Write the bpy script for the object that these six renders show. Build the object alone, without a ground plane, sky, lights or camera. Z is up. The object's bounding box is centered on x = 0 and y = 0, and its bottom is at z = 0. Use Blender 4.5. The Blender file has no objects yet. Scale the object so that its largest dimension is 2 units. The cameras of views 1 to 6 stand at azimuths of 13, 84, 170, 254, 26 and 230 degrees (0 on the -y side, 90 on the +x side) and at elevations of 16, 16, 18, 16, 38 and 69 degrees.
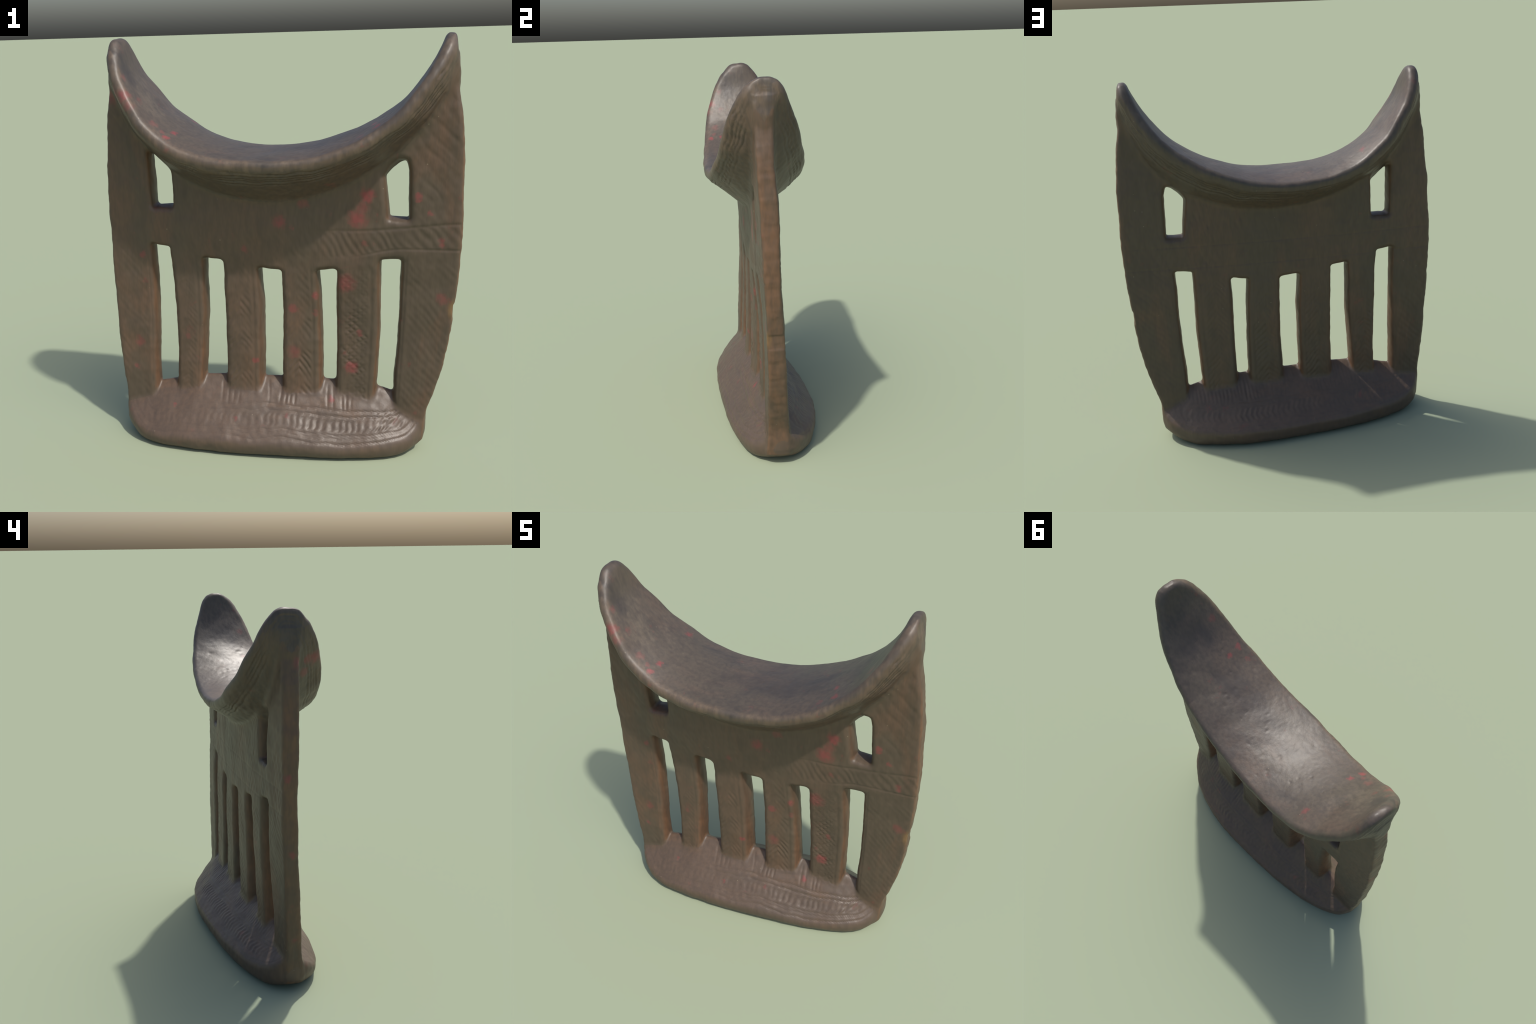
# Carved wooden headrest: crescent cradle on a slotted panel that rises from an oval, ridged base.
# One carved block: the whole solid is described by profiles (distance functions), skinned as a single
# smooth surface and then separated by region into its parts.
import bpy, math
import numpy as np

CELL = 0.0045          # skin resolution in metres

# ------------------------------------------------------------------ small helpers
def catmull(P, n=8, closed=False):
    """Centripetal-free Catmull-Rom through control points."""
    P = np.asarray(P, float); out = []
    m = len(P)
    rng = range(m if closed else m - 1)
    for i in rng:
        if closed:
            p0, p1, p2, p3 = P[(i-1) % m], P[i], P[(i+1) % m], P[(i+2) % m]
        else:
            p1, p2 = P[i], P[i+1]
            p0 = P[i-1] if i > 0 else 2*p1 - p2
            p3 = P[i+2] if i + 2 < m else 2*p2 - p1
        for k in range(n):
            t = k / n
            out.append(0.5*((2*p1) + (-p0+p2)*t + (2*p0-5*p1+4*p2-p3)*t*t + (-p0+3*p1-3*p2+p3)*t**3))
    if not closed:
        out.append(P[-1])
    return np.array(out)

def curve1d(xs, ys):
    c = catmull(np.column_stack([xs, ys]), 10)
    return lambda v: np.interp(v, c[:, 0], c[:, 1])

def smax(a, b, k):
    h = np.maximum(k - np.abs(a - b), 0.0) / k
    return np.maximum(a, b) + h*h*k*0.25

def smin(a, b, k):
    return -smax(-a, -b, k)

def poly_sdf(A, B, poly):
    """Signed distance of the 2D grid points (A, B) to a closed polygon (negative inside)."""
    poly = np.asarray(poly, float); n = len(poly)
    d2 = np.full(A.shape, 1e9); inside = np.zeros(A.shape, bool)
    for i in range(n):
        ax, ay = poly[i]; bx, by = poly[(i+1) % n]
        ex, ey = bx-ax, by-ay
        wx, wy = A-ax, B-ay
        t = np.clip((wx*ex + wy*ey)/(ex*ex+ey*ey+1e-12), 0, 1)
        d2 = np.minimum(d2, (wx-ex*t)**2 + (wy-ey*t)**2)
        if ay != by:
            c = ((ay > B) != (by > B)) & (A < (bx-ax)*(B-ay)/(by-ay) + ax)
            inside ^= c
    d = np.sqrt(d2)
    return np.where(inside, -d, d)

def sstep(a, b, v):
    t = np.clip((v-a)/(b-a), 0, 1)      # also works downhill (a > b)
    return t*t*(3-2*t)

_rng = np.random.RandomState(11)
_waves = {}
def wobble(X, Y, Z, scale, key, n=14):
    """Smooth random bumps of about the given wavelength, amplitude about 1."""
    if key not in _waves:
        r = np.random.RandomState(key)
        v = r.normal(size=(n, 3)); v /= np.linalg.norm(v, axis=1)[:, None]
        _waves[key] = (v * (2*math.pi/scale) * r.uniform(.6, 1.5, (n, 1)), r.uniform(0, 6.28, n))
    K, ph = _waves[key]
    s = 0
    for k, p in zip(K, ph):
        s = s + np.sin(X*k[0] + Y*k[1] + Z*k[2] + p)
    return s / math.sqrt(n)

# ------------------------------------------------------------------ profiles (metres)
# seat line of the cradle, seen from the front
SEAT = [(-.724, 2.008), (-.713, 1.950), (-.678, 1.830), (-.608, 1.705), (-.556, 1.630), (-.480, 1.563), (-.380, 1.512),
        (-.250, 1.479), (-.100, 1.468), (.050, 1.467), (.190, 1.479), (.300, 1.510), (.408, 1.556),
        (.500, 1.617), (.580, 1.687), (.653, 1.782), (.718, 1.890), (.766, 2.000)]
# outline of the cradle from above: front edge and back edge
CRADLE_FRONT = [(-.7230, -.020), (-.7215, -.070), (-.716, -.104), (-.705, -.143), (-.679, -.186), (-.605, -.232), (-.498, -.255),
                (-.353, -.272), (-.150, -.280), (.050, -.278), (.348, -.257), (.475, -.239), (.575, -.220), (.643, -.200),
                (.687, -.182), (.717, -.156), (.741, -.124), (.756, -.086), (.7640, -.050), (.7650, -.015)]
CRADLE_BACK = [(.763, .018), (.757, .044), (.740, .074), (.698, .113), (.631, .153), (.526, .190), (.454, .206), (.310, .226),
               (.180, .233), (.000, .238), (-.200, .239), (-.427, .231), (-.505, .220), (-.575, .196), (-.640, .166),
               (-.684, .134), (-.702, .109), (-.7125, .086), (-.7195, .060), (-.7228, .025)]
# panel sides, seen from the front
Z_R = [-.05, .03, .20, .32, .40, .475, .60, .77, .90, 1.05, 1.20, 1.35, 1.50, 1.66, 1.765, 1.82, 1.90, 2.05]
X_R = [.690, .701, .723, .753, .776, .796, .820, .834, .848, .854, .855, .853, .847, .830, .813, .810, .802, .792]
Z_L = [-.05, .03, .14, .27, .437, .64, .86, 1.10, 1.29, 1.48, 1.70, 1.84, 2.05]
X_L = [-.784, -.794, -.806, -.815, -.830, -.841, -.847, -.847, -.841, -.825, -.799, -.777, -.752]
# front and back face of the panel at its two ends (the board is slightly twisted)
Z_E = [0, .25, .55, .82, .96, 1.15, 1.38, 1.60, 1.83, 2.05]
YF_R = [-.050, -.047, -.047, -.047, -.052, -.061, -.064, -.074, -.072, -.070]
YB_R = [.064, .060, .048, .040, .032, .027, .026, .012, .013, .013]
YF_L = [-.085, -.078, -.058, -.046, -.043, -.043, -.051, -.058, -.062, -.062]
YB_L = [.008, .013, .026, .039, .042, .041, .037, .029, .024, .022]
BULGE_F, BULGE_B = .008, .040
# cradle section along x: crown of the seat over its rim line, lift of the back rim, keel slopes front and back
K_X = [-.78, -.69, -.63, -.58, -.49, -.33, -.17, 0, .26, .43, .55, .64, .72, .80]
CROWN = [.004, .014, .020, .028, .041, .042, .034, .030, .033, .027, .019, .012, .008, .004]
LIFT = [.000, .012, .022, .028, .036, .018, .004, .001, .015, .014, .006, -.004, -.005, 0]
KEEL_F = [.50, .52, .52, .51, .54, .70, .82, .84, .70, .62, .58, .60, .66, .7]
KEEL_B = [.48, .50, .49, .47, .46, .49, .59, .69, .80, .85, .80, .68, .60, .55]
# five slots and two small windows: (left edge x at top/middle/bottom, right edge likewise, top z left/right)
SLOTS = [((-.631, -.628, -.641), (-.537, -.524, -.529), 1.018, 1.010),
         ((-.367, -.370, -.394), (-.271, -.267, -.267), .956, .948),
         ((-.090, -.081, -.087), (.019, .025, .018), .914, .908),
         ((.195, .208, .210), (.287, .287, .284), .914, .921),
         ((.490, .489, .474), (.588, .579, .564), .976, .982)]
WINDOW_A = [(-.508, 1.212), (-.606, 1.208), (-.612, 1.490), (-.560, 1.50), (-.503, 1.43)]
WINDOW_B = [(.532, 1.175), (.617, 1.172), (.608, 1.400), (.596, 1.442), (.570, 1.445), (.535, 1.415), (.506, 1.375)]
HOLE_ROUND = .016
# base outline from above and its ridge height along x
BASE = [(-.802, -.030), (-.788, -.100), (-.712, -.182), (-.605, -.229), (-.450, -.249), (-.250, -.255), (-.060, -.249),
        (.200, -.230), (.338, -.214), (.460, -.188), (.560, -.156), (.644, -.108), (.696, -.040), (.711, .030), (.697, .094),
        (.644, .148), (.550, .210), (.400, .256), (.240, .277), (.040, .274), (-.140, .258), (-.300, .238), (-.450, .208),
        (-.590, .168), (-.712, .110), (-.781, .050)]
RIDGE_X = [-.85, -.78, -.58, -.38, 0, .25, .40, .54, .68, .80]
RIDGE_Z = [.19, .215, .272, .314, .322, .320, .312, .284, .215, .16]

seat = catmull(SEAT, 24)
seat_t = np.gradient(seat, axis=0); seat_t /= np.linalg.norm(seat_t, axis=1)[:, None]
seat_s = np.concatenate([[0], np.cumsum(np.linalg.norm(np.diff(seat, axis=0), axis=1))])
def arc_of_x(x):
    return np.interp(x, seat[:, 0], seat_s)
cr = catmull(CRADLE_FRONT + CRADLE_BACK, 6, closed=True)
cradle_poly = np.column_stack([arc_of_x(cr[:, 0]), cr[:, 1]])
base_poly = catmull(BASE, 6, closed=True)
xr, xl = curve1d(Z_R, X_R), curve1d(Z_L, X_L)
yfr, ybr, yfl, ybl = (curve1d(Z_E, v) for v in (YF_R, YB_R, YF_L, YB_L))
ridge = curve1d(RIDGE_X, RIDGE_Z)
crown, lift, keel_f, keel_b = (curve1d(K_X, v) for v in (CROWN, LIFT, KEEL_F, KEEL_B))
cf, cb = catmull(CRADLE_FRONT, 6), catmull(CRADLE_BACK[::-1], 6)
sx = np.clip(seat_s, 0, None)

def base_mid(x):
    return -.022 + .040*sstep(-.7, .6, x)

def end_lift(x):
    """The underside curves up towards both ends of the base."""
    return .042*np.clip((x-.55)/.15, 0, 1.3)**2 + .030*np.clip((-x-.66)/.14, 0, 1.3)**2

def slot_poly(s):
    (a, b, c), (d, e, f), tl, tr = s
    r = HOLE_ROUND
    L = catmull([(a+r, tl-r), (b+r, .64), (c+r, .30), (c+r, .12)], 6)
    R = catmull([(f-r, .12), (f-r, .30), (e-r, .64), (d-r, tr-r)], 6)
    return np.vstack([L, R])

# ------------------------------------------------------------------ the solid
gx = np.arange(-.875, .885, CELL); gy = np.arange(-.325, .325, CELL); gz = np.arange(-.03, 2.06, CELL)
nx, ny, nz = len(gx), len(gy), len(gz)

XZx, XZz = np.meshgrid(gx, gz, indexing='ij')
# distance below the seat line and arc position, on the xz plane
h2 = np.empty(XZx.shape, np.float32); s2 = np.empty(XZx.shape, np.float32)
for i in range(nx):
    dx = gx[i] - seat[:, 0][None, :]; dz = gz[:, None] - seat[:, 1][None, :]
    d2 = dx*dx + dz*dz; j = d2.argmin(1); r = np.arange(nz)
    ddx, ddz = dx[0, j], dz[r, j]
    tx, tz = seat_t[j, 0], seat_t[j, 1]
    s2[i] = seat_s[j] + ddx*tx + ddz*tz
    h2[i] = ddx*tz - ddz*tx            # positive underneath
    far = d2[r, j] > .35**2
    # only the side of the curve matters far away
holes2 = np.full(XZx.shape, 1e3)
for s in SLOTS:
    holes2 = np.minimum(holes2, poly_sdf(XZx, XZz, slot_poly(s)) - HOLE_ROUND)
for w in (WINDOW_A, WINDOW_B):
    w = np.array(w); c = w.mean(0)
    w = c + (w-c)*(1 - HOLE_ROUND/np.abs(w-c).max(0))      # inset, then grown back with round corners
    holes2 = np.minimum(holes2, poly_sdf(XZx, XZz, w) - HOLE_ROUND)
XYx, XYy = np.meshgrid(gx, gy, indexing='ij')
base2 = poly_sdf(XYx, XYy, base_poly)
sg = np.arange(-.25, seat_s[-1]+.25, CELL)
SYs, SYy = np.meshgrid(sg, gy, indexing='ij')
cradle2 = poly_sdf(SYs, SYy, cradle_poly).astype(np.float32)

def panel_faces(X, Z):
    t = (X + .81)/1.64
    bul = np.clip(1-((X-.01)/.835)**2, 0, 1)
    yf = yfl(Z)*(1-t) + yfr(Z)*t - BULGE_F*bul
    # hand-cut front: fuller at the upper left, hollowed at the lower right
    yf = yf - .024*sstep(.85, 1.15, Z)*sstep(.30, -.15, X)*bul + .026*sstep(.95, .60, Z)*sstep(-.05, .35, X)*bul
    yb = ybl(Z)*(1-t) + ybr(Z)*t + BULGE_B*bul
    return yf, yb
pf2, pb2 = panel_faces(XZx, XZz)
xr2, xl2 = xr(gz)[None, :], xl(gz)[None, :]
side2 = np.maximum(XZx - xr2, xl2 - XZx)

field = np.empty((nx, ny, nz), np.float32); lead = np.empty((3, nx, ny, nz), np.float16)
CH = 32
for a in range(0, nx, CH):
    b = min(a+CH, nx)
    X = gx[a:b, None, None].astype(np.float32); Y = gy[None, :, None].astype(np.float32); Z = gz[None, None, :].astype(np.float32)
    h = h2[a:b, None, :]; s = s2[a:b, None, :]
    # --- cradle: flat seat across, rounded rim, V-shaped keel underneath
    fs = np.clip((s - sg[0])/CELL, 0, len(sg)-1.001); i0 = fs.astype(int)[:, 0, :]; fr = (fs[:, 0, :]-i0)[:, None, :]
    co = np.swapaxes(cradle2[i0], 1, 2)*(1-fr) + np.swapaxes(cradle2[i0+1], 1, 2)*fr
    inward = np.maximum(-co, 0)
    xs = np.interp(s, seat_s, seat[:, 0]).astype(np.float32)          # x of the foot point on the seat line
    wf = np.maximum(-np.interp(xs, cf[:, 0], cf[:, 1]), .03); wb = np.maximum(np.interp(xs, cb[:, 0], cb[:, 1]), .03)
    u = np.clip(np.where(Y < 0, Y/wf, Y/wb), -1.05, 1.05)
    lf = lift(xs)*(.5+.5*u)
    top = crown(xs)*(1-u*u) + lf
    blend = sstep(-.35, .35, u)
    under = h + lf - (.046 + (keel_f(xs)*(1-blend)+keel_b(xs)*blend)*np.minimum(inward, .24))
    cradle = smax(smax(co, -h - top, .024 + .012*sstep(.62, .72, np.abs(xs))), under*.85, .022)
    cradle = smax(cradle, side2[a:b, None, :] - .004 + 0*Y, .014)
    # --- panel
    yf = pf2[a:b, None, :]; yb = pb2[a:b, None, :]
    slab = np.maximum(yf - Y, Y - yb)
    panel = smax(slab, side2[a:b, None, :] + 0*Y, .022)
    zb = end_lift(gx[a:b])[:, None, None]
    panel = np.maximum(np.maximum(panel, .02 + zb - Z), Z - 1.90)
    flare = .014*np.clip((2*Y-yf-yb)/(yb-yf), -1.15, 1.15)**2 - .004     # openings widen towards both faces
    panel = smax(panel, -(holes2[a:b, None, :] - flare), .022)
    panel = np.maximum(panel, .02 - h + 0*Y)
    # --- base
    bo = base2[a:b, :, None]
    ym = base_mid(gx[a:b])[:, None, None]
    zt = ridge(gx[a:b])[:, None, None] + .028 - np.where(Y > ym, .93 + .14*sstep(.2, .6, X) + .08*sstep(-.1, -.4, X), 1.08 + .16*sstep(0, .4, X))*np.sqrt((Y-ym)**2+.0002)
    foot = smax(smax(bo - .003 + .13*np.maximum(.08 - Z, -.01), (Z - zt)*.68, .018), zb - Z, .055)
    f = smin(panel, cradle, .022)
    f = smin(f, foot, .018)
    field[a:b] = f
    lead[0, a:b], lead[1, a:b], lead[2, a:b] = panel, cradle, foot

# ------------------------------------------------------------------ skin the solid (surface nets)
def surface_nets(F, gx, gy, gz):
    S = F < 0
    cnt = np.zeros(tuple(n-1 for n in F.shape), np.int8)
    for dx in (0, 1):
        for dy in (0, 1):
            for dz in (0, 1):
                cnt += S[dx:dx+F.shape[0]-1, dy:dy+F.shape[1]-1, dz:dz+F.shape[2]-1]
    act = np.argwhere((cnt > 0) & (cnt < 8))
    idx = np.full(cnt.shape, -1, np.int32); idx[tuple(act.T)] = np.arange(len(act))
    c = np.array([[i, j, k] for i in (0, 1) for j in (0, 1) for k in (0, 1)])
    vals = np.stack([F[act[:, 0]+o[0], act[:, 1]+o[1], act[:, 2]+o[2]] for o in c], 1)
    P = np.zeros((len(act), 3)); n = np.zeros(len(act))
    for p in range(8):
        for q in range(p+1, 8):
            if np.abs(c[p]-c[q]).sum() != 1:
                continue
            va, vb = vals[:, p], vals[:, q]
            m = (va < 0) != (vb < 0)
            t = np.where(m, va/np.where(m, va-vb, 1), 0)
            P += np.where(m[:, None], c[p] + t[:, None]*(c[q]-c[p]), 0); n += m
    P = (act + P/n[:, None])*CELL + np.array([gx[0], gy[0], gz[0]])
    faces = []
    def quads(axis):
        A = np.moveaxis(S, axis, 0)
        cross = np.moveaxis(A[:-1] != A[1:], 0, axis)
        e = np.argwhere(cross)
        u, v = [k for k in range(3) if k != axis]
        ok = (e[:, u] > 0) & (e[:, v] > 0) & (e[:, u] < S.shape[u]-1) & (e[:, v] < S.shape[v]-1)
        e = e[ok]
        def cell(du, dv):
            q = e.copy(); q[:, u] -= du; q[:, v] -= dv
            return idx[tuple(q.T)]
        Q = np.stack([cell(1, 1), cell(0, 1), cell(0, 0), cell(1, 0)], 1)
        out = S[tuple(e.T)]
        flip = ~out if axis != 1 else out
        Q[flip] = Q[flip][:, ::-1]
        return Q
    return P, np.vstack([quads(k) for k in range(3)])

V, Q = surface_nets(field, gx, gy, gz)

def field_at(P):
    """Trilinear value and gradient of the sampled solid."""
    g = (P - np.array([gx[0], gy[0], gz[0]]))/CELL
    i = np.clip(np.floor(g).astype(int), 0, np.array(field.shape)-2); t = g - i
    val = np.zeros(len(P)); grad = np.zeros((len(P), 3))
    for o in np.ndindex(2, 2, 2):
        w = [t[:, k] if o[k] else 1-t[:, k] for k in range(3)]
        d = [1. if o[k] else -1. for k in range(3)]
        v = field[i[:, 0]+o[0], i[:, 1]+o[1], i[:, 2]+o[2]]
        val += v*w[0]*w[1]*w[2]
        grad[:, 0] += v*d[0]*w[1]*w[2]; grad[:, 1] += v*d[1]*w[0]*w[2]; grad[:, 2] += v*d[2]*w[0]*w[1]
    return val, grad/CELL

# relax the net and pull it back onto the solid
E1 = np.concatenate([Q[:, 0], Q[:, 1], Q[:, 2], Q[:, 3]]); E2 = np.concatenate([Q[:, 1], Q[:, 2], Q[:, 3], Q[:, 0]])
def relax(P):
    acc = np.zeros_like(P); n = np.bincount(E1, minlength=len(P)) + np.bincount(E2, minlength=len(P))
    for k in range(3):
        acc[:, k] = np.bincount(E1, P[E2, k], len(P)) + np.bincount(E2, P[E1, k], len(P))
    return acc/n[:, None]
for _ in range(3):
    V = .4*V + .6*relax(V)
    v, g = field_at(V)
    V = V - (np.clip(v, -.004, .004)/(np.linalg.norm(g, axis=1)**2 + 1e-4))[:, None]*g*.9

def normals_of(V):
    d1 = V[Q[:, 2]]-V[Q[:, 0]]; d2 = V[Q[:, 3]]-V[Q[:, 1]]
    n = np.cross(d1, d2); N = np.zeros_like(V)
    for k in range(3):
        for c in range(4):
            N[:, k] += np.bincount(Q[:, c], n[:, k], len(V))
    return N/(np.linalg.norm(N, axis=1)[:, None]+1e-12)
N = normals_of(V)
print('verts', len(V), 'quads', len(Q), V.min(0), V.max(0))

# ------------------------------------------------------------------ regions
def sample(vol, P):
    g = (P - np.array([gx[0], gy[0], gz[0]]))/CELL
    i = np.clip(np.floor(g).astype(int), 0, np.array(field.shape)-2); t = g - i
    out = np.zeros(len(P))
    for o in np.ndindex(2, 2, 2):
        w = [t[:, k] if o[k] else 1-t[:, k] for k in range(3)]
        out += vol[i[:, 0]+o[0], i[:, 1]+o[1], i[:, 2]+o[2]].astype(np.float32)*w[0]*w[1]*w[2]
    return out
dp, dc, df = (sample(lead[k], V) for k in range(3))
X, Y, Z = V.T
on_cradle = sstep(-.004, .008, np.minimum(dp, df) - dc)
on_base = sstep(-.004, .008, np.minimum(dp, dc) - df)
on_panel = np.clip(1 - on_cradle - on_base, 0, 1)

# ------------------------------------------------------------------ carved decoration (depth in metres, + = cut in)
def groove(v, pitch, sharp=1.4):
    return (0.5 + 0.5*np.cos(2*math.pi*v/pitch))**sharp
def line(v, width):
    return np.exp(-(v/width)**2)
def window(v, a, b, soft):
    return sstep(a-soft, a+soft, v)*sstep(b+soft, b-soft, v)

patch = .5 + .5*np.clip(wobble(X, Y, Z, .22, 5), -1, 1)           # worn and fresh areas
warp = wobble(X, Y, Z, .16, 6)*.008
front = on_panel*sstep(.55, .85, -N[:, 1]); rear = on_panel*sstep(.55, .85, N[:, 1])
side = on_panel*sstep(.6, .9, np.abs(N[:, 0]))
cut = np.zeros(len(V))

# bars between the slots: chevrons, crosshatch and a border line along each right edge
def slot_edge(k, which, z):
    e = SLOTS[k][which]
    return np.interp(z, [.30, .64, .95], [e[2], e[1], e[0]])
BARS = [('zigzag', .0013), ('chevron', .0019), ('chevron', .0028), ('cross', .0030)]
bar_zone = window(Z, .20, .93, .03)
for k, (style, depth) in enumerate(BARS):
    l, r = slot_edge(k, 1, Z), slot_edge(k+1, 0, Z)
    u = (X - (l+r)/2)/((r-l)/2)
    inside = window(u, -.78, .52, .08)*bar_zone
    x0 = X - ((l+r)/2 - .12*(r-l)/2)
    if style == 'chevron':
        pat = groove(Z + 1.35*np.abs(x0) + warp, .040)
    elif style == 'zigzag':
        pat = groove(Z + 1.1*np.abs(x0) + warp, .030)
    else:
        pat = np.maximum(groove(Z + .9*x0 + warp, .036, 2.0), groove(Z - .9*x0 + warp, .036, 2.0))
    worn = np.clip(.15 + 1.15*(.5+.5*wobble(X, Y, Z, .10, 71)), 0, 1.2)
    cut += front*depth*pat*inside*(.35+.8*patch)*worn*(1-.55*sstep(.66, .84, Z))
    cut += rear*.0013*groove(Z + 1.1*np.abs(x0) + warp, .034)*window(u, -.7, .7, .1)*bar_zone*(.4+.8*patch)
    cut += (front*.0028 + rear*.0016)*line(u-.62, .10)*bar_zone
    cut += front*.0014*line(u+.84, .07)*bar_zone
# side posts: slanting cuts with a border line
for k, sgn in ((0, -1), (4, 1)):
    e = slot_edge(k, 0 if sgn < 0 else 1, Z)
    zone = sstep(.0, .02, sgn*(X-e)-.03)*window(Z, .22, 1.0, .03)
    pat = groove(Z + 1.15*X + warp, .044)
    cut += front*.0008*pat*zone*(.2+1.0*patch)
    cut += rear*.0012*groove(Z - 1.0*X + warp, .04)*zone*patch
    cut += (front*.0020+rear*.001)*line(sgn*(X-e)-.022, .006)*window(Z, .28, 1.0, .03)
# upper posts: wide slanting tool cuts
post = sstep(.60, .66, np.abs(X))*sstep(1.14, 1.20, Z)
cut += (front*.0012+rear*.0009)*post*groove(Z + 1.25*X + warp*2, .085, 3.0)*(.2+patch)
# hatched band across, strongest to the right, framed by two lines
t = sstep(.10, .42, X)
z_hi = 1.112 + .045*sstep(.2, .9, X) + .004*np.sin(9*X); z_lo = .978 + .060*sstep(.25, .62, X) - .05*sstep(.1, -.5, X)*0
band = window(Z, z_lo+.008, z_hi-.006, .008)
pitch = .036
ph = X + .62*(Z-1.06) + warp*.9; ph = ph - .45*np.maximum(X-.42, 0)**2
cut += front*(.0020*t + .0009*(1-t))*(.45+.75*patch)*groove(ph, pitch, 1.2)*band*sstep(-.75, -.1, X+.1)
cut += front*.0026*(line(Z-z_hi, .007)*sstep(.1, .4, X) + line(Z-z_lo, .006)*sstep(.3, .5, X))
cut += rear*.0016*(line(Z-1.125, .006) + line(Z-1.005, .006))
cut += rear*.0012*np.maximum(groove(X + .55*Z + warp, .042, 2), groove(X - .55*Z + warp, .048, 2))*window(Z, .98, 1.30, .05)*patch*1.3
# faint upright scratches under the cradle
cut += (front*.0010+rear*.0014)*groove(X - .22*Z + warp*.6, .030, 2.0)*sstep(1.10, 1.2, Z)*sstep(.58, .5, np.abs(X))*patch
# fluting of the edges across the grain, left by the knife
cut += side*(np.abs(X) > .66)*.0007*np.maximum(wobble(X*.3, Y*.4, Z, .06, 21), -.3)

# underside of the cradle: incised lines that follow the rim
s_v = np.interp(X, seat[:, 0], seat_s)
cs = catmull(np.column_stack([arc_of_x(cr[:, 0]), cr[:, 1]]), 1, closed=True)
arc = np.empty(len(V)); dist_h = np.empty(len(V))
ii = np.clip(((X-gx[0])/CELL).astype(int), 0, nx-1); kk = np.clip(((Z-gz[0])/CELL).astype(int), 0, nz-1)
arc = s2[ii, kk]; below = h2[ii, kk]
si = np.clip(((arc-sg[0])/CELL).astype(int), 0, len(sg)-1); jj = np.clip(((Y-gy[0])/CELL).astype(int), 0, ny-1)
rim_in = -cradle2[si, jj]
lower = on_cradle*sstep(.030, .050, below)
wav = .004*wobble(X, Y*.3, Z, .12, 31)
for c, d in ((.013, .0055), (.033, .0052), (.048, .0040), (.063, .0050), (.083, .0034)):
    cut += lower*d*line(rim_in - c + wav, .0052)*(.15+.85*patch)*sstep(.84, .70, np.abs(X))
cut += lower*.0016*groove(arc + rim_in*1.2, .034)*window(rim_in, .046, .061, .006)*sstep(-.3, .3, X)

# base: concentric lines, a rope band, radial ticks
db = -np.interp(0, [0], [0]) - base2[ii, jj]
e = db/(1 - .35*np.clip(np.abs(X+.03)/.62, 0, 1)**2)
ymv = base_mid(X)
top_f = on_base*sstep(.25, .45, N[:, 2])*sstep(.0, -.02, Y-ymv); top_b = on_base*sstep(.25, .45, N[:, 2])*sstep(.0, .02, Y-ymv)
strength = .25 + .75*sstep(-.40, .25, X)
wv = .003*wobble(X, Y, Z, .15, 41)
for c, d in ((.134, .0026), (.114, .0028), (.048, .0022), (.037, .0018), (.018, .0026)):
    cut += (top_f*strength + top_b*.45)*d*line(e-c+wv, .0050)
rope = window(e+wv, .062, .102, .006)
sl = X - .62*(e-.08) + .007*np.sin((e-.08)*110) + warp*.7
cut += top_f*strength*.0028*(.5+.7*patch)*groove(sl, .0335, 1.2)*rope
cut += top_b*.0022*np.abs(np.sin(math.pi*(X + .5*np.abs(e-.075))/.03))**2*window(e+wv, .052, .105, .006)*(.4+patch)
for x0, d in ((-.285, .003), (-.255, .0036), (-.226, .003), (-.197, .0036), (-.045, .0026), (.014, .0036), (.041, .004), (.063, .0036),
              (.090, .0045), (.244, .004), (.272, .003), (.322, .004), (.345, .0045), (.368, .003)):
    cut += (top_f*d*.8 + top_b*d*.5)*(.4+.8*patch)*line(X-x0+.07*(e-.15)+warp*.5, .0058)*window(e, .140, .222, .014)
cut += top_b*.0018*groove(X+.1*Y, .021)*sstep(.136, .15, e)*patch
cut += top_f*.0020*sstep(.40, .55, X)*groove(X - .9*Y + warp, .028)*window(e, .05, .15, .02)

# hand-cut unevenness everywhere; the seat is dented and worn smooth
seat_top = on_cradle*sstep(.02, -.005, below)
cut += .0018*wobble(X, Y, Z, .16, 51)*(1-.75*seat_top) + .0005*wobble(X, Y, Z, .05, 52)*(1-seat_top)
cut += seat_top*(.0007*wobble(X, Y, Z, .12, 53) + .00018*wobble(X, Y, Z, .035, 54, 24))
pits = np.random.RandomState(9)
for _ in range(60):
    px_, py_ = pits.uniform(-.45, .6), pits.uniform(-.2, .2)
    rr = pits.uniform(.006, .013)
    cut += seat_top*pits.uniform(.0006, .0018)*np.exp(-(((X-px_)/rr)**2 + ((Y-py_)/(rr*pits.uniform(.6, 1.8)))**2))
# wavering outline of the two outer edges, and the nick low on the right
edge = on_panel*sstep(.5, .9, np.abs(N[:, 0]))*(np.abs(X) > .65)
cut += edge*(.0022*wobble(X*0, Y*.2, Z, .12, 61) + .0004*wobble(X*0, Y*.3, Z, .04, 62))
cut += edge*(X > 0)*.004*window(Z, .70, .775, .008)
cut[Z < .004] = 0

V = V - N*cut[:, None]
V[:, 2] = np.maximum(V[:, 2], 0)
N = normals_of(V)

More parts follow.
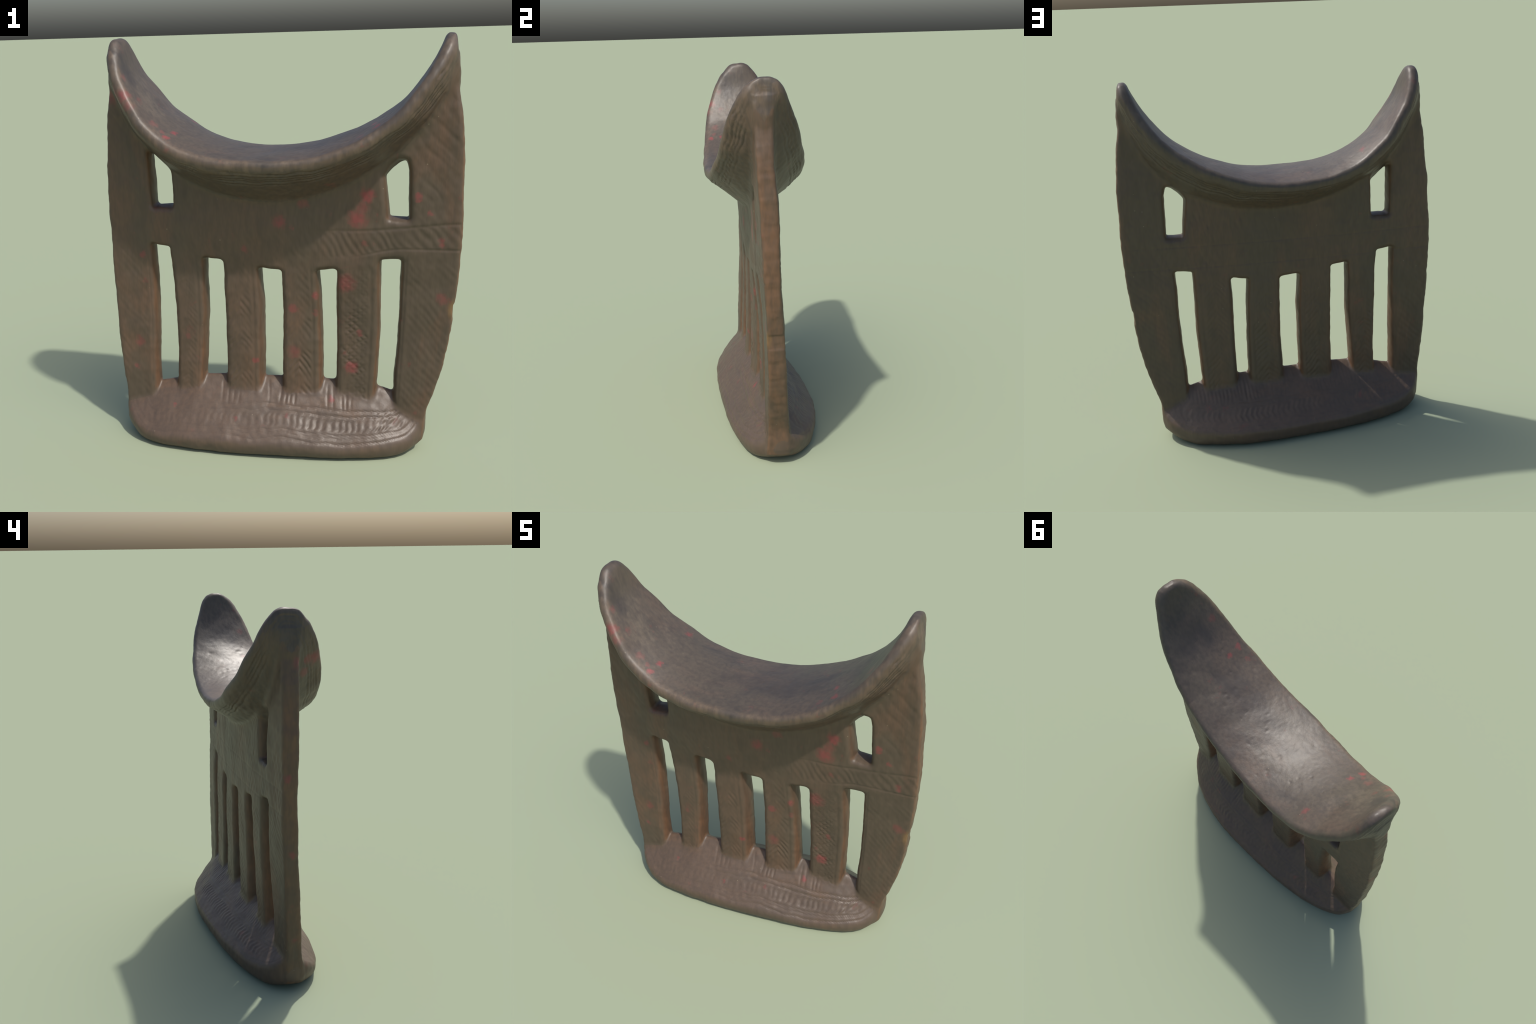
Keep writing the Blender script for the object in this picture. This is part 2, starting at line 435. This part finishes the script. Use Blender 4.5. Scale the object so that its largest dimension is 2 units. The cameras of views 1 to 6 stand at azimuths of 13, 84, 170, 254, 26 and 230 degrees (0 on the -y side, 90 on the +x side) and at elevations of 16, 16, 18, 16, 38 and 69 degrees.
# ------------------------------------------------------------------ materials
class Nodes:
    """Tiny builder around a node tree."""
    def __init__(self, mat):
        mat.use_nodes = True
        self.t = mat.node_tree; self.t.nodes.clear()
        co = self.t.nodes.new('ShaderNodeTexCoord'); self.pos = co.outputs['Object']; self.nor = co.outputs['Normal']
    def put(self, sock, v):
        if isinstance(v, bpy.types.NodeSocket):
            self.t.links.new(v, sock)
        elif v is not None:
            sock.default_value = v
    def math(self, op, a, b=None, c=None, clamp=False):
        n = self.t.nodes.new('ShaderNodeMath'); n.operation = op; n.use_clamp = clamp
        for i, v in enumerate((a, b, c)):
            if v is not None:
                self.put(n.inputs[i], v)
        return n.outputs[0]
    def vmath(self, op, a, b=None, out=0):
        n = self.t.nodes.new('ShaderNodeVectorMath'); n.operation = op
        self.put(n.inputs[0], a)
        if b is not None:
            self.put(n.inputs[3] if op == 'SCALE' else n.inputs[1], b)
        return n.outputs[out]
    def noise(self, scale, detail=3, rough=.55, stretch=(1, 1, 1), shift=0.0, distort=0.0, color=False):
        m = self.t.nodes.new('ShaderNodeMapping'); self.put(m.inputs['Vector'], self.pos)
        m.inputs['Scale'].default_value = stretch; m.inputs['Location'].default_value = (shift, shift*.7, -shift)
        n = self.t.nodes.new('ShaderNodeTexNoise'); self.put(n.inputs['Vector'], m.outputs[0])
        n.inputs['Scale'].default_value = scale; n.inputs['Detail'].default_value = detail
        n.inputs['Roughness'].default_value = rough; n.inputs['Distortion'].default_value = distort
        return n.outputs['Color' if color else 'Fac']
    def ramp(self, v, a, b, lo=0., hi=1.):
        n = self.t.nodes.new('ShaderNodeMapRange'); n.interpolation_type = 'SMOOTHSTEP'
        for i, q in enumerate((v, a, b, lo, hi)):
            self.put(n.inputs[i], q)
        return n.outputs[0]
    def mix(self, f, a, b):
        n = self.t.nodes.new('ShaderNodeMix'); n.data_type = 'RGBA'
        self.put(n.inputs[0], f)
        for sock, v in ((n.inputs[6], a), (n.inputs[7], b)):
            self.put(sock, v if isinstance(v, bpy.types.NodeSocket) else (*v, 1))
        return n.outputs[2]
    def xyz(self, v):
        n = self.t.nodes.new('ShaderNodeSeparateXYZ'); self.put(n.inputs[0], v); return n.outputs
    def voronoi(self, scale):
        n = self.t.nodes.new('ShaderNodeTexVoronoi'); self.put(n.inputs['Vector'], self.pos); n.inputs['Scale'].default_value = scale
        return n

# red paint flecks: (x, y, z, radius, strength)
PAINT = dict(
    panel=[(.023, -.077, 1.155, .030, .75), (.430, -.065, 1.285, .034, .95), (.386, -.059, 1.176, .040, .85), (.326, -.049, .887, .045, .75),
           (.410, -.062, 1.230, .030, .5), (.131, -.070, 1.242, .026, .5), (-.150, -.065, 1.012, .018, .55), (.417, -.058, 1.060, .014, .6),
           (.090, -.065, 1.123, .010, .5), (.585, -.069, 1.479, .030, .6), (-.300, -.08, 1.10, .010, .5)],
    post=[(-.720, -.062, .503, .026, .55), (-.745, -.070, .368, .014, .6), (-.674, -.049, .964, .016, .6), (-.680, -.05, .83, .015, .35),
          (.768, -.054, 1.071, .020, .75), (.778, -.045, .803, .026, .5), (.654, -.063, 1.281, .018, .8), (.713, -.061, 1.207, .012, .7),
          (-.772, -.062, 1.735, .036, .6), (-.845, .017, 1.191, .022, .75), (-.839, -.011, .796, .022, .75), (-.810, -.030, .308, .020, .5)],
    bar=[(.358, -.036, .424, .032, .85), (.330, -.04, .50, .014, .5), (.073, -.051, .719, .022, .6), (.078, -.053, .498, .032, .5), (-.111, -.063, .437, .016, .8),
         (.396, -.036, .606, .016, .8), (.184, -.045, .789, .018, .8), (.186, -.045, .70, .016, .5), (.326, -.049, .860, .045, .7), (-.46, -.06, .55, .018, .35)],
    cradle=[(-.459, -.219, 1.570, .017, 1.), (-.442, -.155, 1.576, .015, .9), (-.526, -.188, 1.624, .020, .4), (-.490, -.200, 1.590, .014, .5), (-.656, -.200, 1.751, .030, .8),
            (-.673, -.153, 1.830, .018, .4), (-.629, -.215, 1.702, .026, .5), (-.429, .132, 1.598, .018, .7), (.625, -.139, 1.749, .020, .35),
            (.477, -.182, 1.610, .016, .65), (.465, -.115, 1.614, .013, .7), (-.726, -.122, 1.751, .024, .7), (-.707, -.170, 1.754, .036, .8),
            (-.704, -.113, 1.685, .026, .6), (.22, .05, 1.50, .012, .4)],
    base=[(-.531, -.131, .193, .010, .9), (.266, -.069, .262, .018, .8), (-.20, -.17, .16, .012, .6), (.42, -.13, .19, .012, .5), (.05, -.14, .19, .014, .4)])

PANEL = dict(base=(.113, .0725, .047), olive=(.095, .069, .046), warm=(.134, .077, .047), dark=(.070, .050, .034), rough=.50)

def wood(name, base, olive, warm, dark, rough, spots=(), blotch=.5, streak=(1, 1, .35), kind='panel'):
    mat = bpy.data.materials.new(name); g = Nodes(mat)
    n1 = g.noise(3.2, 4, .6, streak, 1.3, .4)
    n2 = g.noise(5.0, 4, .6, streak, 7.1, .6)
    n3 = g.noise(6.5 if kind == 'cradle' else 13., 4, .65, streak, 3.7, .3)
    fine = g.noise(55., 3, .6, (1, 1, .25), 2.2)
    col = g.mix(g.ramp(n1, .38, .62), olive, base)
    col = g.mix(g.math('MULTIPLY', g.ramp(n2, .50, .68), .75), col, warm)
    col = g.mix(g.math('MULTIPLY', g.ramp(n3, .52, .72), blotch), col, dark)
    nx_, ny_, nz_ = g.xyz(g.nor)[:3]; px_, py_, pz_ = g.xyz(g.pos)[:3]
    if kind == 'panel':
        # bare reddish wood on the sawn walls of the openings and on the outer edges
        wall = g.math('MULTIPLY', g.ramp(g.math('ABSOLUTE', nx_), .45, .85), g.ramp(g.noise(7., 3, .6, (1, 1, .3), 11.), .35, .60))
        col = g.mix(g.math('MULTIPLY', wall, g.ramp(pz_, 1.80, 1.50, 0., .70)), col, (.175, .088, .045))
        ochre = g.ramp(g.vmath('DISTANCE', g.vmath('MULTIPLY', g.pos, (1, 1, .45)), (.826, -.045, .75*.45), 1), .030, .012)
        col = g.mix(g.math('MULTIPLY', ochre, .5), col, (.24, .135, .045))
    if kind == 'cradle':
        below_rim = g.ramp(nz_, .25, -.05)
        col = g.mix(g.math('MULTIPLY', below_rim, .8), col, g.mix(g.ramp(n1, .38, .62), PANEL['olive'], PANEL['base']))
        # soot-dark worn patches in the hollow and up the right slope, paler left slope
        wob = g.vmath('ADD', g.pos, g.vmath('SCALE', g.vmath('SUBTRACT', g.noise(7., 4, .65, color=True), (.5, .5, .5)), .35))
        for cxyz, r, k in (((.16, .06, 1.50), .26, .75), ((.62, .02, 1.74), .22, .65), ((.02, -.05, 1.49), .16, .45)):
            m = g.math('MULTIPLY', g.ramp(g.vmath('DISTANCE', wob, cxyz, 1), r, r*.25, 0., k), g.ramp(n3, .36, .60, .35, 1.))
            m = g.math('MULTIPLY', m, g.ramp(nz_, .0, .3))
            col = g.mix(m, col, (.044, .038, .036))
        pale = g.math('MULTIPLY', g.ramp(g.vmath('DISTANCE', wob, (-.58, -.06, 1.70), 1), .30, .06), g.ramp(g.noise(11., 4, .6, shift=21.), .45, .62, 0., .6))
        col = g.mix(pale, col, (.135, .108, .080))
        # handled rim: paler, polished band round the edge of the seat
        w = g.math('MULTIPLY', g.math('POWER', g.math('SUBTRACT', 1.0, g.math('POWER', g.math('DIVIDE', g.math('ABSOLUTE', px_), .80), 3.2), clamp=True), .6), .270)
        q = g.math('DIVIDE', g.math('ABSOLUTE', py_), g.math('ADD', w, .012))
        rim = g.math('MULTIPLY', g.ramp(q, .86, .95), g.ramp(g.noise(6., 3, .6, (1, 1, 1), 5.), .30, .62))
        col = g.mix(g.math('MULTIPLY', rim, .55), col, (.165, .115, .075))
    # fine grain and rare pale specks
    col = g.mix(g.ramp(fine, .3, .7), g.mix(.5, col, dark), col)
    vo = g.voronoi(26.)
    speck = g.math('MULTIPLY', g.ramp(vo.outputs['Distance'], .10, .03), g.ramp(g.xyz(vo.outputs['Color'])[0], .90, .93))
    col = g.mix(g.math('MULTIPLY', speck, .45), col, (.30, .25, .17))
    # paint
    if spots:
        jit = g.vmath('SCALE', g.vmath('SUBTRACT', g.noise(28., 3, .65, color=True), (.5, .5, .5)), .055)
        p = g.vmath('ADD', g.pos, jit)
        tot = None
        for x, y, z, r, s in spots:
            m = g.ramp(g.vmath('DISTANCE', p, (x, y, z), 1), r*1.45, r*.35, 0., s*.85)
            tot = m if tot is None else g.math('MAXIMUM', tot, m)
        tot = g.math('MULTIPLY', tot, g.ramp(g.noise(45., 2, .5, shift=4.), .25, .55, .45, .8))
        col = g.mix(tot, col, (.27, .045, .050))
    faint = g.math('MULTIPLY', g.ramp(g.noise(8., 5, .7, shift=14.), .62, .74), .35)
    col = g.mix(faint, col, (.22, .055, .048))
    bs = g.t.nodes.new('ShaderNodeBsdfPrincipled'); out = g.t.nodes.new('ShaderNodeOutputMaterial')
    g.put(bs.inputs['Base Color'], col)
    g.put(bs.inputs['Roughness'], g.math('ADD', rough-.07, g.math('MULTIPLY', g.noise(9., 3, .6, shift=9.), .14)))
    g.put(bs.inputs['Specular IOR Level'], .5)
    bump = g.t.nodes.new('ShaderNodeBump'); bump.inputs['Strength'].default_value = .25; bump.inputs['Distance'].default_value = .004
    g.put(bump.inputs['Height'], g.math('ADD', g.noise(38., 3, .55, (1, 1, .3), 6.), g.math('MULTIPLY', fine, .5)))
    g.put(bs.inputs['Normal'], bump.outputs[0])
    g.t.links.new(bs.outputs[0], out.inputs[0])
    return mat

mats = {
    'panel': wood('dark_panel_wood', spots=PAINT['panel'], **PANEL),
    'side_post': wood('dark_post_wood', spots=PAINT['post'], **PANEL),
    'bar': wood('dark_bar_wood', spots=PAINT['bar'], **PANEL),
    'cradle': wood('polished_cradle_wood', (.092, .071, .054), (.088, .072, .055), (.110, .078, .058), (.046, .039, .035), .47,
                   PAINT['cradle'], .80, (.45, 1, .6), 'cradle'),
    'base': wood('worn_base_wood', (.114, .077, .054), (.100, .072, .052), (.132, .082, .052), (.074, .054, .041), .46,
                 PAINT['base'], .45, (.5, 1, 1), 'base'),
}

# ------------------------------------------------------------------ separate the surface into its parts
root = bpy.data.objects.new('wooden_headrest', None)
root['label'] = 'dark carved wooden headrest with crescent cradle and slotted panel'
root['category'] = 'headrest'
bpy.context.scene.collection.objects.link(root)

def add_part(name, faces):
    used, inv = np.unique(faces, return_inverse=True)
    me = bpy.data.meshes.new(name)
    me.vertices.add(len(used)); me.vertices.foreach_set('co', V[used].astype(np.float32).ravel())
    m = len(faces)
    me.loops.add(4*m); me.loops.foreach_set('vertex_index', inv.reshape(-1).astype(np.int32))
    me.polygons.add(m); me.polygons.foreach_set('loop_start', np.arange(0, 4*m, 4, dtype=np.int32))
    me.polygons.foreach_set('use_smooth', np.ones(m, bool))
    me.update(calc_edges=True); me.validate()
    me.normals_split_custom_set_from_vertices(N[used].astype(np.float32).tolist())
    me.materials.append(mats[name])
    ob = bpy.data.objects.new(name, me); ob.parent = root
    bpy.context.scene.collection.objects.link(ob)
    return ob

C = V[Q].mean(1)
lab = np.argmin(np.stack([dp[Q].mean(1), dc[Q].mean(1), df[Q].mean(1)]), 0)      # 0 panel, 1 cradle, 2 base
add_part('cradle', Q[lab == 1]); add_part('base', Q[lab == 2])
mid = lambda k, z: (slot_edge(k, 0, z)+slot_edge(k, 1, z))/2
cx, cz = C[:, 0], C[:, 2]
left = np.where(cz > 1.05, -.560, mid(0, cz)); right = np.where(cz > 1.05, .565, mid(4, cz))
pan = lab == 0
add_part('side_post', Q[pan & (cx < left)]); add_part('side_post', Q[pan & (cx >= right)])
inner = pan & (cx >= left) & (cx < right)
top_z = np.interp(cx, [-.58, -.32, -.03, .24, .54], [1.015, .952, .911, .918, .979])
low = inner & (cz < top_z)
for k in range(4):
    a_ = left if k == 0 else mid(k, cz); b_ = right if k == 3 else mid(k+1, cz)
    add_part('bar', Q[low & (cx >= a_) & (cx < b_)])
add_part('panel', Q[inner & (cz >= top_z)])
